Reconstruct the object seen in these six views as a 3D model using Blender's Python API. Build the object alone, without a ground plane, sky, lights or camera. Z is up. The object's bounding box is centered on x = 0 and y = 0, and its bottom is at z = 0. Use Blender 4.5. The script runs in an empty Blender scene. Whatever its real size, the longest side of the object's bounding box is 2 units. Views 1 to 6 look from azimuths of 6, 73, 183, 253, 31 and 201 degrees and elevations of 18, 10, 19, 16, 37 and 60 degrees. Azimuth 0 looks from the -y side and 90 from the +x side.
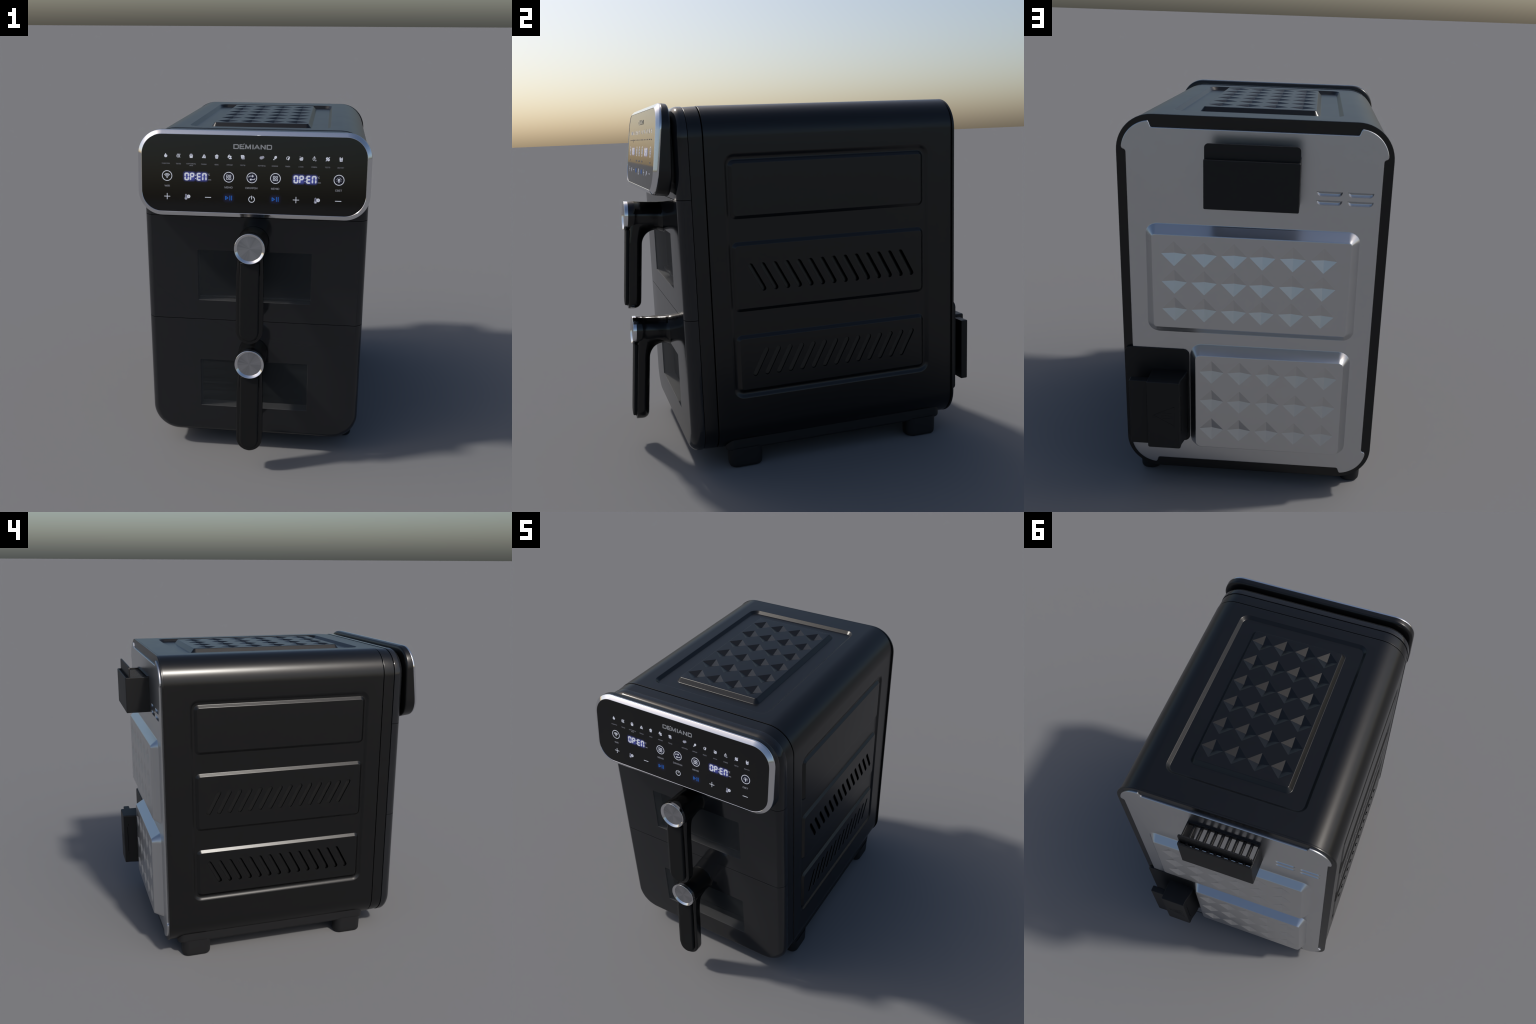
import bpy, bmesh, math
from mathutils import Vector, Matrix
from mathutils.geometry import delaunay_2d_cdt

pi = math.pi

# =====================================================================
#  MATERIALS
# =====================================================================
def principled(name, base, rough, metallic=0.0, spec=0.5, bump=0.0, bump_scale=400.0,
               rough_var=0.0, coat=0.0, emission=None, emission_strength=0.0, tone_var=0.0):
    m = bpy.data.materials.new(name)
    m.use_nodes = True
    nt = m.node_tree
    b = nt.nodes["Principled BSDF"]
    b.inputs["Base Color"].default_value = (*base, 1)
    b.inputs["Roughness"].default_value = rough
    b.inputs["Metallic"].default_value = metallic
    b.inputs["Specular IOR Level"].default_value = spec
    b.inputs["Coat Weight"].default_value = coat
    if emission:
        b.inputs["Emission Color"].default_value = (*emission, 1)
        b.inputs["Emission Strength"].default_value = emission_strength
    if bump or rough_var or tone_var:
        tc = nt.nodes.new("ShaderNodeTexCoord")
    if bump:
        n = nt.nodes.new("ShaderNodeTexNoise")
        n.inputs["Scale"].default_value = bump_scale
        n.inputs["Detail"].default_value = 3
        nt.links.new(tc.outputs["Object"], n.inputs["Vector"])
        bp = nt.nodes.new("ShaderNodeBump")
        bp.inputs["Strength"].default_value = bump
        bp.inputs["Distance"].default_value = 0.001
        nt.links.new(n.outputs["Fac"], bp.inputs["Height"])
        nt.links.new(bp.outputs["Normal"], b.inputs["Normal"])
    if rough_var:
        n2 = nt.nodes.new("ShaderNodeTexNoise")
        n2.inputs["Scale"].default_value = 6.0
        n2.inputs["Detail"].default_value = 5
        nt.links.new(tc.outputs["Object"], n2.inputs["Vector"])
        mr = nt.nodes.new("ShaderNodeMapRange")
        mr.inputs["To Min"].default_value = rough - rough_var
        mr.inputs["To Max"].default_value = rough + rough_var
        nt.links.new(n2.outputs["Fac"], mr.inputs["Value"])
        nt.links.new(mr.outputs["Result"], b.inputs["Roughness"])
    if tone_var:
        n3 = nt.nodes.new("ShaderNodeTexNoise")
        n3.inputs["Scale"].default_value = 9.0
        n3.inputs["Detail"].default_value = 4
        nt.links.new(tc.outputs["Object"], n3.inputs["Vector"])
        cr = nt.nodes.new("ShaderNodeMix")
        cr.data_type = 'RGBA'
        cr.inputs[6].default_value = (*[c * (1 - tone_var) for c in base], 1)
        cr.inputs[7].default_value = (*[c * (1 + tone_var) for c in base], 1)
        nt.links.new(n3.outputs["Fac"], cr.inputs[0])
        nt.links.new(cr.outputs[2], b.inputs["Base Color"])
    return m

M = {}
M["shell"] = principled("black_lacquered_steel", (0.0030, 0.0030, 0.0031), 0.29, spec=0.5, rough_var=0.015)
M["frame"] = principled("black_satin_plastic", (0.0034, 0.0034, 0.0036), 0.29, spec=0.5, rough_var=0.015)
M["door"] = principled("black_gloss_door", (0.0130, 0.0138, 0.0158), 0.10, spec=0.5, rough_var=0.006)
M["silver"] = principled("galvanised_steel", (0.62, 0.625, 0.635), 0.30, metallic=1.0, rough_var=0.02, tone_var=0.015)
M["chrome"] = principled("polished_chrome", (0.80, 0.80, 0.82), 0.10, metallic=1.0)
M["gloss"] = principled("black_gloss_plastic", (0.004, 0.004, 0.004), 0.14, spec=0.5)
M["rubber"] = principled("black_matte_plastic", (0.010, 0.010, 0.011), 0.55, spec=0.35, bump=0.15, bump_scale=500)
M["pad"] = principled("grained_grip_insert", (0.009, 0.009, 0.009), 0.6, spec=0.2, bump=0.5, bump_scale=260)
M["bracket"] = principled("black_bracket_plastic", (0.006, 0.006, 0.0065), 0.5, spec=0.35, bump=0.1, bump_scale=500)
M["dark"] = principled("dark_gap", (0.002, 0.002, 0.002), 0.8, spec=0.1)
M["icon"] = principled("backlit_white", (0.55, 0.56, 0.60), 0.07, emission=(0.80, 0.84, 1.0), emission_strength=0.26)
M["icon_dim"] = principled("backlit_white_dim", (0.35, 0.35, 0.40), 0.07, emission=(0.80, 0.82, 1.0), emission_strength=0.14)
M["icon_cut"] = principled("icon_ink", (0.06, 0.06, 0.12), 0.07, emission=(0.2, 0.2, 0.5), emission_strength=0.1)
M["icon_blue"] = principled("backlit_blue", (0.01, 0.06, 0.3), 0.07, emission=(0.008, 0.085, 0.29), emission_strength=0.6)
M["label"] = principled("printed_grey", (0.36, 0.36, 0.40), 0.07)
M["label_bold"] = principled("printed_light_grey", (0.46, 0.46, 0.50), 0.07)
M["logo"] = principled("printed_logo_grey", (0.33, 0.335, 0.35), 0.07)

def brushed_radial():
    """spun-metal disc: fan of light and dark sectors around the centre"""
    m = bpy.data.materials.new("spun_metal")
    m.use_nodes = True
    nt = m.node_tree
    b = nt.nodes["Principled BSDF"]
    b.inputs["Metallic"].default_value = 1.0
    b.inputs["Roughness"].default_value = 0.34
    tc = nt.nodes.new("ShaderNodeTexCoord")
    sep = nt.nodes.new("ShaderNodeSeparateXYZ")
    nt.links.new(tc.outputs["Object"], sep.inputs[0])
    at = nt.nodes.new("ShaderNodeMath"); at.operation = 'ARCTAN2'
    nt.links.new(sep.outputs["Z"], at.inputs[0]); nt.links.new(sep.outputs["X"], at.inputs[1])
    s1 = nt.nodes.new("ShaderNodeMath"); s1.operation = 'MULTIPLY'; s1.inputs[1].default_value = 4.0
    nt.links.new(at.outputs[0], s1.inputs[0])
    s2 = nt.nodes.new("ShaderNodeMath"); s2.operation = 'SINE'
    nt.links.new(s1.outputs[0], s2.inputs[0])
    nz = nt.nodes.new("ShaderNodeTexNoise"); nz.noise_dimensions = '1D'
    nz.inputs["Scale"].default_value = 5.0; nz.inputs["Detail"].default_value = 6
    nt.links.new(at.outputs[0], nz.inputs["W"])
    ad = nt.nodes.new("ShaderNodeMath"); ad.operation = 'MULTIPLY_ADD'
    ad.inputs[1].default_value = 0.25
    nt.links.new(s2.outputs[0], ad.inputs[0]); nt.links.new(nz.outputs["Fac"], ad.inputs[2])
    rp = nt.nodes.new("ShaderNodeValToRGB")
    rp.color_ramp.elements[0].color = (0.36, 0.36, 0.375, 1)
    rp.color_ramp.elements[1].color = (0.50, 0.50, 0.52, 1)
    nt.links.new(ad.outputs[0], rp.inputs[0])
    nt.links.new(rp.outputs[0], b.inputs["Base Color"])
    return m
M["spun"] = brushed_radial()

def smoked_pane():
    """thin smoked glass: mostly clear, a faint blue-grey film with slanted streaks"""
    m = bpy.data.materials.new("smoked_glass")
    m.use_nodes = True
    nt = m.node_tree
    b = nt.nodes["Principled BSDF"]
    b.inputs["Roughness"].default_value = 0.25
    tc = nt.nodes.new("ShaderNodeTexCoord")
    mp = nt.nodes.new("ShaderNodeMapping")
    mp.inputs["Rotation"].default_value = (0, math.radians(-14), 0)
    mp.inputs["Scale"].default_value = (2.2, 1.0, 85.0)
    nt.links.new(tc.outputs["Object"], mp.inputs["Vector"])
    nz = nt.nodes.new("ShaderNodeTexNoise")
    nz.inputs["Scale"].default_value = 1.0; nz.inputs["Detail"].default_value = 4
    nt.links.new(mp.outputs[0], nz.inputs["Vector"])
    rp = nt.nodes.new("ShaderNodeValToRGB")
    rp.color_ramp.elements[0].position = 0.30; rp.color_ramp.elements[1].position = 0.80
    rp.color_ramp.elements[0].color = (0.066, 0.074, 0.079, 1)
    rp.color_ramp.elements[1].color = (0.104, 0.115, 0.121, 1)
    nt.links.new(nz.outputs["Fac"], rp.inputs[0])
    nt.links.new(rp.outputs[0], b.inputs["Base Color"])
    tr = nt.nodes.new("ShaderNodeBsdfTransparent")
    mx = nt.nodes.new("ShaderNodeMixShader"); mx.inputs[0].default_value = 0.16
    nt.links.new(tr.outputs[0], mx.inputs[1]); nt.links.new(b.outputs[0], mx.inputs[2])
    nt.links.new(mx.outputs[0], nt.nodes["Material Output"].inputs["Surface"])
    return m
M["pane"] = smoked_pane()
M["ledge"] = principled("inner_frame_plastic", (0.065, 0.065, 0.066), 0.5, spec=0.3)  # window reveal colour raised so the sunlit sill strip reads brighter
M["cavity"] = principled("nonstick_coating", (0.035, 0.035, 0.036), 0.5, spec=0.3, bump=0.1, bump_scale=300)

# =====================================================================
#  GEOMETRY HELPERS
# =====================================================================
def rrect(cu, cv, hu, hv, r, seg=8):
    """counter-clockwise rounded rectangle"""
    r = max(1e-4, min(r, hu - 1e-5, hv - 1e-5))
    pts = []
    for sx, sy, a0 in ((1, 1, 0), (-1, 1, 90), (-1, -1, 180), (1, -1, 270)):
        for k in range(seg + 1):
            a = math.radians(a0 + 90 * k / seg)
            pts.append((cu + sx * (hu - r) + r * math.cos(a), cv + sy * (hv - r) + r * math.sin(a)))
    return pts

def inside(p, poly):
    x, y = p; c = False; j = len(poly) - 1
    for i in range(len(poly)):
        xi, yi = poly[i]; xj, yj = poly[j]
        if (yi > y) != (yj > y) and x < (xj - xi) * (y - yi) / (yj - yi) + xi:
            c = not c
        j = i
    return c

def offset_poly(poly, d):
    """inset a counter-clockwise polygon by d (mitred)"""
    n = len(poly); out = []
    for i in range(n):
        p0 = Vector(poly[i - 1]); p1 = Vector(poly[i]); p2 = Vector(poly[(i + 1) % n])
        a = (p1 - p0).normalized(); b = (p2 - p1).normalized()
        na = Vector((-a.y, a.x)); nb = Vector((-b.y, b.x))
        m = (na + nb)
        m = m / max(0.35, m.length_squared / 2) if m.length > 1e-6 else na
        q = p1 + m * d
        out.append((q.x, q.y))
    return out

class Builder:
    def __init__(self):
        self.v = []; self.f = []; self.m = []; self.mats = []; self.crisp = set()
    def mat(self, key):
        if key not in self.mats: self.mats.append(key)
        return self.mats.index(key)
    def loop(self, pts3):
        i0 = len(self.v); self.v.extend([tuple(p) for p in pts3]); return list(range(i0, i0 + len(pts3)))
    def bridge(self, a, b, key, closed=True):
        n = len(a); mi = self.mat(key)
        for i in range(n if closed else n - 1):
            j = (i + 1) % n
            self.f.append((a[i], a[j], b[j], b[i])); self.m.append(mi)
    def ngon(self, a, key):
        self.f.append(tuple(a)); self.m.append(self.mat(key))
    def fan(self, a, tip, key):
        mi = self.mat(key); t = self.loop([tip])[0]
        for i in range(len(a)):
            self.f.append((a[i], a[(i + 1) % len(a)], t)); self.m.append(mi)
    def fill(self, outer, holes, P, h, key):
        """flat region at height h between an outer loop and hole loops (2D)"""
        pts = list(outer); edges = [(i, (i + 1) % len(outer)) for i in range(len(outer))]
        for ho in holes:
            k = len(pts); pts += list(ho)
            edges += [(k + i, k + (i + 1) % len(ho)) for i in range(len(ho))]
        vo, eo, fo, *_ = delaunay_2d_cdt([Vector(p) for p in pts], edges, [], 1, 1e-7)
        ids = self.loop([P(p.x, p.y, h) for p in vo]); mi = self.mat(key)
        for f in fo:
            c = sum((vo[i] for i in f), Vector((0, 0))) / len(f)
            if any(inside(c, ho) for ho in holes) or not inside(c, outer): continue
            self.f.append(tuple(ids[i] for i in f)); self.m.append(mi)
    def region(self, outer, P, h, feats, key):
        """recursive embossed sheet. A feature: dict(loop=fn(offset)->pts, prof=[(offset,height)..],
        children=[..], apex=(u,v,h), mat, wall)"""
        self.fill(outer, [f["loop"](f["prof"][0][0]) for f in feats], P, h, key)
        for f in feats:
            k = f.get("wall", key); prev = None
            for off, dh in f["prof"]:
                pts = f["loop"](off); cur = self.loop([P(u, v, h + dh) for u, v in pts])
                if prev: self.bridge(prev, cur, k)
                prev = cur
            hh = h + f["prof"][-1][1]
            if "apex" in f:
                self.crisp.update(range(len(self.f), len(self.f) + len(prev)))
                self.fan(prev, P(f["apex"][0], f["apex"][1], h + f["apex"][2]), k)
            elif f.get("open"):
                pass
            elif "inner" in f:      # free inner loop
                cur = self.loop([P(u, v, h + d) for u, v, d in f["inner"]])
                self.bridge(prev, cur, k); self.ngon(cur, k)
            else:
                self.region(pts, P, hh, f.get("children", []), f.get("mat", key))
    def lathe(self, prof, P, key, seg=48, cap_a=False, cap_b=False):
        """prof: (r, d); P(x,d,h)"""
        prev = None; first = None
        for r, d in prof:
            cur = self.loop([P(r * math.cos(2 * pi * i / seg), d, r * math.sin(2 * pi * i / seg)) for i in range(seg)])
            if prev: self.bridge(prev, cur, key)
            else: first = cur
            prev = cur
        if cap_a: self.ngon(first, key)
        if cap_b: self.ngon(prev, key)
    def box(self, lo, hi, key, bev=0.0, P=None):
        """box with rounded long edges, P maps local to world"""
        P = P or (lambda a, b, c: (a, b, c))
        cx, cz = (lo[0] + hi[0]) / 2, (lo[2] + hi[2]) / 2
        hx, hz = (hi[0] - lo[0]) / 2, (hi[2] - lo[2]) / 2
        r = max(bev, 0.0008); s = 4
        prof = [(r, lo[1]), (0.3 * r, lo[1] + 0.3 * r), (0, lo[1] + r), (0, hi[1] - r), (0.3 * r, hi[1] - 0.3 * r), (r, hi[1])]
        prev = None
        for ins, y in prof:
            pts = rrect(cx, cz, hx - ins, hz - ins, max(r * 1.2 - ins, 1e-4), s)
            cur = self.loop([P(a, y, b) for a, b in pts])
            if prev: self.bridge(prev, cur, key)
            else: self.ngon(cur, key)
            prev = cur
        self.ngon(prev, key)
    def make(self, name, parent=None, smooth=True, angle=32, weld=1e-5, weighted=True, origin=None):
        me = bpy.data.meshes.new(name)
        me.from_pydata(self.v, [], self.f)
        for k in self.mats: me.materials.append(M[k])
        for p, mi in zip(me.polygons, self.m): p.material_index = mi
        bm = bmesh.new(); bm.from_mesh(me)
        lay = bm.faces.layers.int.new("facet")
        bm.faces.ensure_lookup_table()
        for i in self.crisp: bm.faces[i][lay] = 1
        bmesh.ops.remove_doubles(bm, verts=bm.verts, dist=weld)
        bmesh.ops.dissolve_degenerate(bm, edges=bm.edges, dist=1e-7)
        bmesh.ops.recalc_face_normals(bm, faces=bm.faces)
        if origin: bmesh.ops.translate(bm, verts=bm.verts, vec=-Vector(origin))
        bm.verts.index_update()
        sharp_pairs = [tuple(sorted((e.verts[0].index, e.verts[1].index))) for f in bm.faces if f[lay] for e in f.edges]
        bm.faces.layers.int.remove(lay)
        bm.to_mesh(me); bm.free()
        return finish(me, name, parent, smooth, angle, weighted, origin, set(sharp_pairs))

def finish(me, name, parent, smooth=True, angle=32, weighted=True, origin=None, sharp=()):
    if smooth:
        me.shade_smooth(); me.set_sharp_from_angle(angle=math.radians(angle))
        if sharp:
            for e in me.edges:
                if tuple(sorted(e.vertices)) in sharp: e.use_edge_sharp = True
    ob = bpy.data.objects.new(name, me)
    bpy.context.scene.collection.objects.link(ob)
    if origin: ob.location = origin
    if parent: ob.parent = parent
    if smooth and weighted:
        w = ob.modifiers.new("weighted", 'WEIGHTED_NORMAL'); w.keep_sharp = True
    return ob

def smooth_step_profile(width, height, n=5):
    """soft pressed-metal step: list of (offset, height)"""
    out = []
    for i in range(n + 1):
        t = i / n; s = t * t * (3 - 2 * t)
        out.append((width * t, height * s))
    return out

def straight_step(width, height, r=0.22):
    """pressed step with a flat slanted wall and small rounded ends"""
    return [(0, 0), (width * r * .6, height * r * .18), (width * r * 1.25, height * r * .75), (width * (1 - r * 1.25), height * (1 - r * .75)),
            (width * (1 - r * .6), height * (1 - r * .18)), (width, height)]

def rr_feature(cu, cv, hu, hv, r, prof, children=(), seg=8, **kw):
    d = dict(loop=lambda o: rrect(cu, cv, hu - o, hv - o, max(r - o, 0.002), seg), prof=prof, children=list(children))
    d.update(kw); return d

def stadium(p, q, r, seg=6):
    p = Vector(p); q = Vector(q); a0 = math.atan2(q.y - p.y, q.x - p.x)
    pts = []
    for c, b in ((q, a0 - pi / 2), (p, a0 + pi / 2)):
        for k in range(seg + 1):
            a = b + pi * k / seg
            pts.append((c.x + r * math.cos(a), c.y + r * math.sin(a)))
    return pts

def slot_feature(p, q, r, depth, **kw):
    d = dict(loop=lambda o: stadium(p, q, r - o), prof=[(0, 0), (0.0008, -0.0015), (0.0012, -0.004), (0.0014, -depth)])
    d.update(kw); return d

def dent_feature(u, v, a, b, depth, **kw):
    """four-sided pyramid pressed inwards, diamond outline"""
    return dict(loop=lambda o: [(u + a, v), (u, v + b), (u - a, v), (u, v - b)], prof=[(0, 0)], apex=(u, v, -depth), **kw)

# =====================================================================
#  AIR FRYER
# =====================================================================
fryer = bpy.data.objects.new("air_fryer", None)
bpy.context.scene.collection.objects.link(fryer)
fryer["label"] = "black two-drawer air fryer with touch display and silver back"
fryer["category"] = "air fryer"

HW, ZB, ZT, R = 0.6375, 0.093, 1.984, 0.166     # half width, bottom, top, corner radius
YF, YR = -0.600, 0.838                          # shell front and rear
ZC, HZ = (ZB + ZT) / 2, (ZT - ZB) / 2
SEG = 14
def outline(ins):
    return rrect(0, ZC, HW - ins, HZ - ins, R - ins, SEG)

# ---------------------------------------------------------------- housing shell
b = Builder()
SIDE_Y0, SIDE_Y1 = YF + 0.004, YR - 0.012
zlo, zhi = ZB + R, ZT - R
SLOT_PITCH = 0.0677
def side_features():
    bev = straight_step(0.021, 0.0145, 0.13)
    panels = []
    for z0, z1, slots in ((1.388, 1.700, 0), (0.888, 1.268, 1), (0.437, 0.760, -1)):
        ch = []
        for k in range(14 if slots else 0):
            y = -0.348 + SLOT_PITCH * k
            if slots > 0: top, bot = (y - 0.034, 1.137), (y + 0.034, 1.010)
            else: top, bot = (y + 0.034, 0.668), (y - 0.034, 0.541)
            ch.append(dict(loop=lambda o, p=bot, q=top: stadium(p, q, 0.0138 - o), prof=[(0, 0), (0.0008, -0.0012), (0.001, -0.0035)], open=True))
        panels.append(rr_feature(0.084, (z0 + z1) / 2, 0.564, (z1 - z0) / 2, 0.034, bev, ch, seg=7))
    return [rr_feature(0.086, 1.070, 0.594, 0.665, 0.062, smooth_step_profile(0.027, -0.0125, 6), panels, seg=8)]
rect = lambda u0, u1, v0, v1: [(u0, v0), (u1, v0), (u1, v1), (u0, v1)]
for s in (1, -1):
    b.region(rect(SIDE_Y0, SIDE_Y1, zlo, zhi), lambda u, v, h, s=s: (s * (HW + h), u, v), 0.0, side_features(), "shell")
# top with recess, raised pad and pressed diamonds
dents = [dent_feature(-0.206 + 0.1373 * i, -0.334 + 0.1595 * j, 0.0655, 0.062, 0.0205) for i in range(4) for j in range(6)]
pad = rr_feature(0, 0.074, 0.301, 0.511, 0.035, straight_step(0.026, 0.0275, 0.13), dents, seg=7)
recess = rr_feature(0, 0.078, 0.412, 0.605, 0.058, straight_step(0.022, -0.0185, 0.13), [pad], seg=8)
b.region(rect(-(HW - R), HW - R, SIDE_Y0, SIDE_Y1), lambda u, v, h: (u, v, ZT + h), 0.0, [recess], "shell")
# rounded corners and bottom
ring0 = outline(0)
def y_loop(ins, y): return b.loop([(x, y, z) for x, z in outline(ins)])
a0 = y_loop(0, SIDE_Y0); a1 = y_loop(0, SIDE_Y1)
n = len(ring0)
for i in range(n):
    j = (i + 1) % n
    (x0, z0), (x1, z1) = ring0[i], ring0[j]
    flat_side = abs(x0 - x1) < 1e-6 and abs(z0 - z1) > 0.5
    flat_top = abs(z0 - z1) < 1e-6 and z0 > 1 and abs(x0 - x1) > 0.5
    if not (flat_side or flat_top):
        b.f.append((a0[i], a0[j], a1[j], a1[i])); b.m.append(b.mat("shell"))
l = a0
for ins, y in ((0.0012, YF + 0.0012), (0.004, YF), (0.02, YF)):
    c = y_loop(ins, y); b.bridge(l, c, "shell"); l = c
l = a1
def lip_loop(ins, y):
    return b.loop([(x, y, z) for x, z in rrect(0, ZC, HW + 0.0105 - ins, HZ - ins, R + 0.008 - ins, SEG)])
c = y_loop(0.006, YR - 0.012); b.bridge(l, c, "shell"); l = c
for ins, y in ((0.006, YR - 0.012), (0.001, YR - 0.012), (0.0, YR - 0.0105), (0.0, YR - 0.003), (0.001, YR - 0.0008), (0.004, YR)):
    c = lip_loop(ins, y)
    b.bridge(l, c, "shell"); l = c
b.ngon(l, "shell")
shell = b.make("housing_shell", fryer, angle=38)
# slanted louvre slats behind the slots: upper row opens to the rear, lower row to the front
for side in (1, -1):
    for row, zc in ((1, 1.0735), (-1, 0.6045)):
        b = Builder()
        p, q = Vector((0.034 * row, -0.0635)), Vector((-0.034 * row, 0.0635))
        across = Vector((0.0635, 0.034 * row)).normalized()          # points to the rear
        depth = lambda u, v: 0.0080 + 0.0065 * (0.0145 + row * (Vector((u, v)) @ across)) / 0.029
        shift = across * (-0.0055 * row)
        ol = stadium(p + shift, q + shift, 0.0145)
        l0 = b.loop([(-side * depth(u, v), u, v) for u, v in ol]); l1 = b.loop([(-side * (depth(u, v) + 0.003), u, v) for u, v in ol])
        b.bridge(l0, l1, "shell"); b.ngon(l0, "shell"); b.ngon(l1, "shell")
        slat = b.make("louvre_slat", shell, smooth=False)
        for k in range(14):
            o = slat if k == 0 else slat.copy()
            if k: bpy.context.scene.collection.objects.link(o)
            o.location = (side * HW, -0.348 + SLOT_PITCH * k, zc)

# ---------------------------------------------------------------- gap core
b = Builder()
lo = b.loop([(x, YF + 0.02, z) for x, z in outline(0.020)])
hi = b.loop([(x, -0.70, z) for x, z in outline(0.026)])
b.bridge(lo, hi, "dark")
b.make("inner_core", fryer, smooth=False)

# ---------------------------------------------------------------- front frame
b = Builder(); prev = None
for ins, y in ((0.024, -0.6045), (0.0050, -0.6045), (0.0030, -0.6056), (0.0024, -0.609), (0.0034, -0.640), (0.0050, -0.6730), (0.0062, -0.6758), (0.009, -0.6766), (0.026, -0.6766)):
    c = b.loop([(x, y, z) for x, z in outline(ins)])
    if prev: b.bridge(prev, c, "frame")
    prev = c
b.make("front_frame", fryer, angle=40)

# ---------------------------------------------------------------- doors and head
YD = -0.750
WINDOWS = [(0.331, 0.992, 1.304), (0.3265, 0.290, 0.606)]
WDEPTH = 0.055
def front_block():
    b = Builder()
    back = 0.030
    prof = [(back, -0.6785), (0.0045, -0.6785), (0.0022, -0.680), (0.0015, -0.684)]
    # nearly straight, slightly convex edge between the sides and the front face
    pa, pc, pb = (0.0015, -0.706), (0.0080, -0.7365), (0.0425, YD)
    for k in range(8):
        t = k / 7
        prof.append(tuple((1 - t) ** 2 * pa[i] + 2 * t * (1 - t) * pc[i] + t * t * pb[i] for i in (0, 1)))
    holes = [(lambda o, hw=hw, z0=z0, z1=z1: [(hw - o, z0 + o), (hw - o, z1 - o), (-hw + o, z1 - o), (-hw + o, z0 + o)]) for hw, z0, z1 in WINDOWS]
    prev = None
    for ins, y in prof:
        c = b.loop([(x, y, z) for x, z in outline(ins)])
        if prev: b.bridge(prev, c, "door")
        prev = c
    b.fill(outline(back), [h(0.001) for h in holes], lambda u, v, h: (u, -0.6785, v), 0, "door")
    feats = [dict(loop=h, prof=[(0, 0), (0.001, 0.001), (0.001, -0.6785 - YD)], open=True, wall="ledge") for h in holes]
    b.region(outline(prof[-1][0]), lambda u, v, h: (u, YD + h, v), 0.0, feats, "door")
    return b
def cut_piece(name, z0, z1, parent):
    b = front_block()
    me = bpy.data.meshes.new(name); me.from_pydata(b.v, [], b.f)
    for k in b.mats: me.materials.append(M[k])
    for p, mi in zip(me.polygons, b.m): p.material_index = mi
    bm = bmesh.new(); bm.from_mesh(me)
    bmesh.ops.remove_doubles(bm, verts=bm.verts, dist=1e-5)
    for z, no in ((z0, -1), (z1, 1)):
        if z is None: continue
        r = bmesh.ops.bisect_plane(bm, geom=bm.verts[:] + bm.edges[:] + bm.faces[:], plane_co=(0, 0, z), plane_no=(0, 0, no), clear_outer=True)
        ed = [e for e in r["geom_cut"] if isinstance(e, bmesh.types.BMEdge)]
        bmesh.ops.edgeloop_fill(bm, edges=ed)
    bmesh.ops.recalc_face_normals(bm, faces=bm.faces)
    bm.to_mesh(me); bm.free()
    return finish(me, name, parent, angle=38)
cut_piece("head_cover", 1.5065, None, fryer)
door_up = cut_piece("drawer_front", 0.8725, 1.5035, fryer)
door_lo = cut_piece("drawer_front", None, 0.8695, fryer)

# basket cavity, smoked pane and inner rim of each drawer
for (hw, z0, z1), par in zip(WINDOWS, (door_up, door_lo)):
    b = Builder()
    xa, za, zb = 0.50, z0 - (0.004 if par is door_up else 0.12), z1 + 0.10
    f0 = b.loop([(x, -0.676, z) for x, z in rrect(0, (za + zb) / 2, xa, (zb - za) / 2, 0.06, 6)])
    f1 = b.loop([(x, 0.75, z) for x, z in rrect(0, (za + zb) / 2, xa - 0.03, (zb - za) / 2 - 0.01, 0.06, 6)])
    b.bridge(f0, f1, "cavity"); b.ngon(f1, "cavity")
    b.make("basket", par)
    if par is door_up:
        b = Builder()
        b.box((-hw + 0.0015, YD + 0.045, z0 + 0.0015), (hw - 0.0015, YD + 0.060, z0 + 0.016), "cavity", 0.003)
        b.make("basket_rim", par)
    b = Builder()
    b.box((-hw + 0.0012, YD + 0.0015, z0 + 0.0012), (hw - 0.0012, YD + 0.0045, z1 - 0.0012), "pane", 0.0008)
    b.make("window_pane", par, smooth=False)

# ---------------------------------------------------------------- control panel
P0 = Vector((0, -0.8475, 1.755)); NV = Vector((0, -0.9926, 0.1213)); UP = Vector((0, 0.1213, 0.9926))
def PF(u, v, w=0.0):
    p = P0 + Vector((u, 0, 0)) + UP * v + NV * w
    return (p.x, p.y, p.z)
GU, GV, GC, GR = 0.612, 0.210, 0.015, 0.112
def prr(o): return rrect(0, GC, GU + o, GV + o, max(GR + o, 0.01), 14)
def panel_loft(b, prof, key):
    prev = None; first = None
    for o, w in prof:
        c = b.loop([PF(u, v, w) for u, v in prr(o)])
        if prev: b.bridge(prev, c, key)
        else: first = c
        prev = c
    return first, prev
b = Builder()
f, l = panel_loft(b, [(0.012, -0.0245), (0.0235, -0.0250), (0.0250, -0.0270), (0.0260, -0.0310)], "frame")
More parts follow.
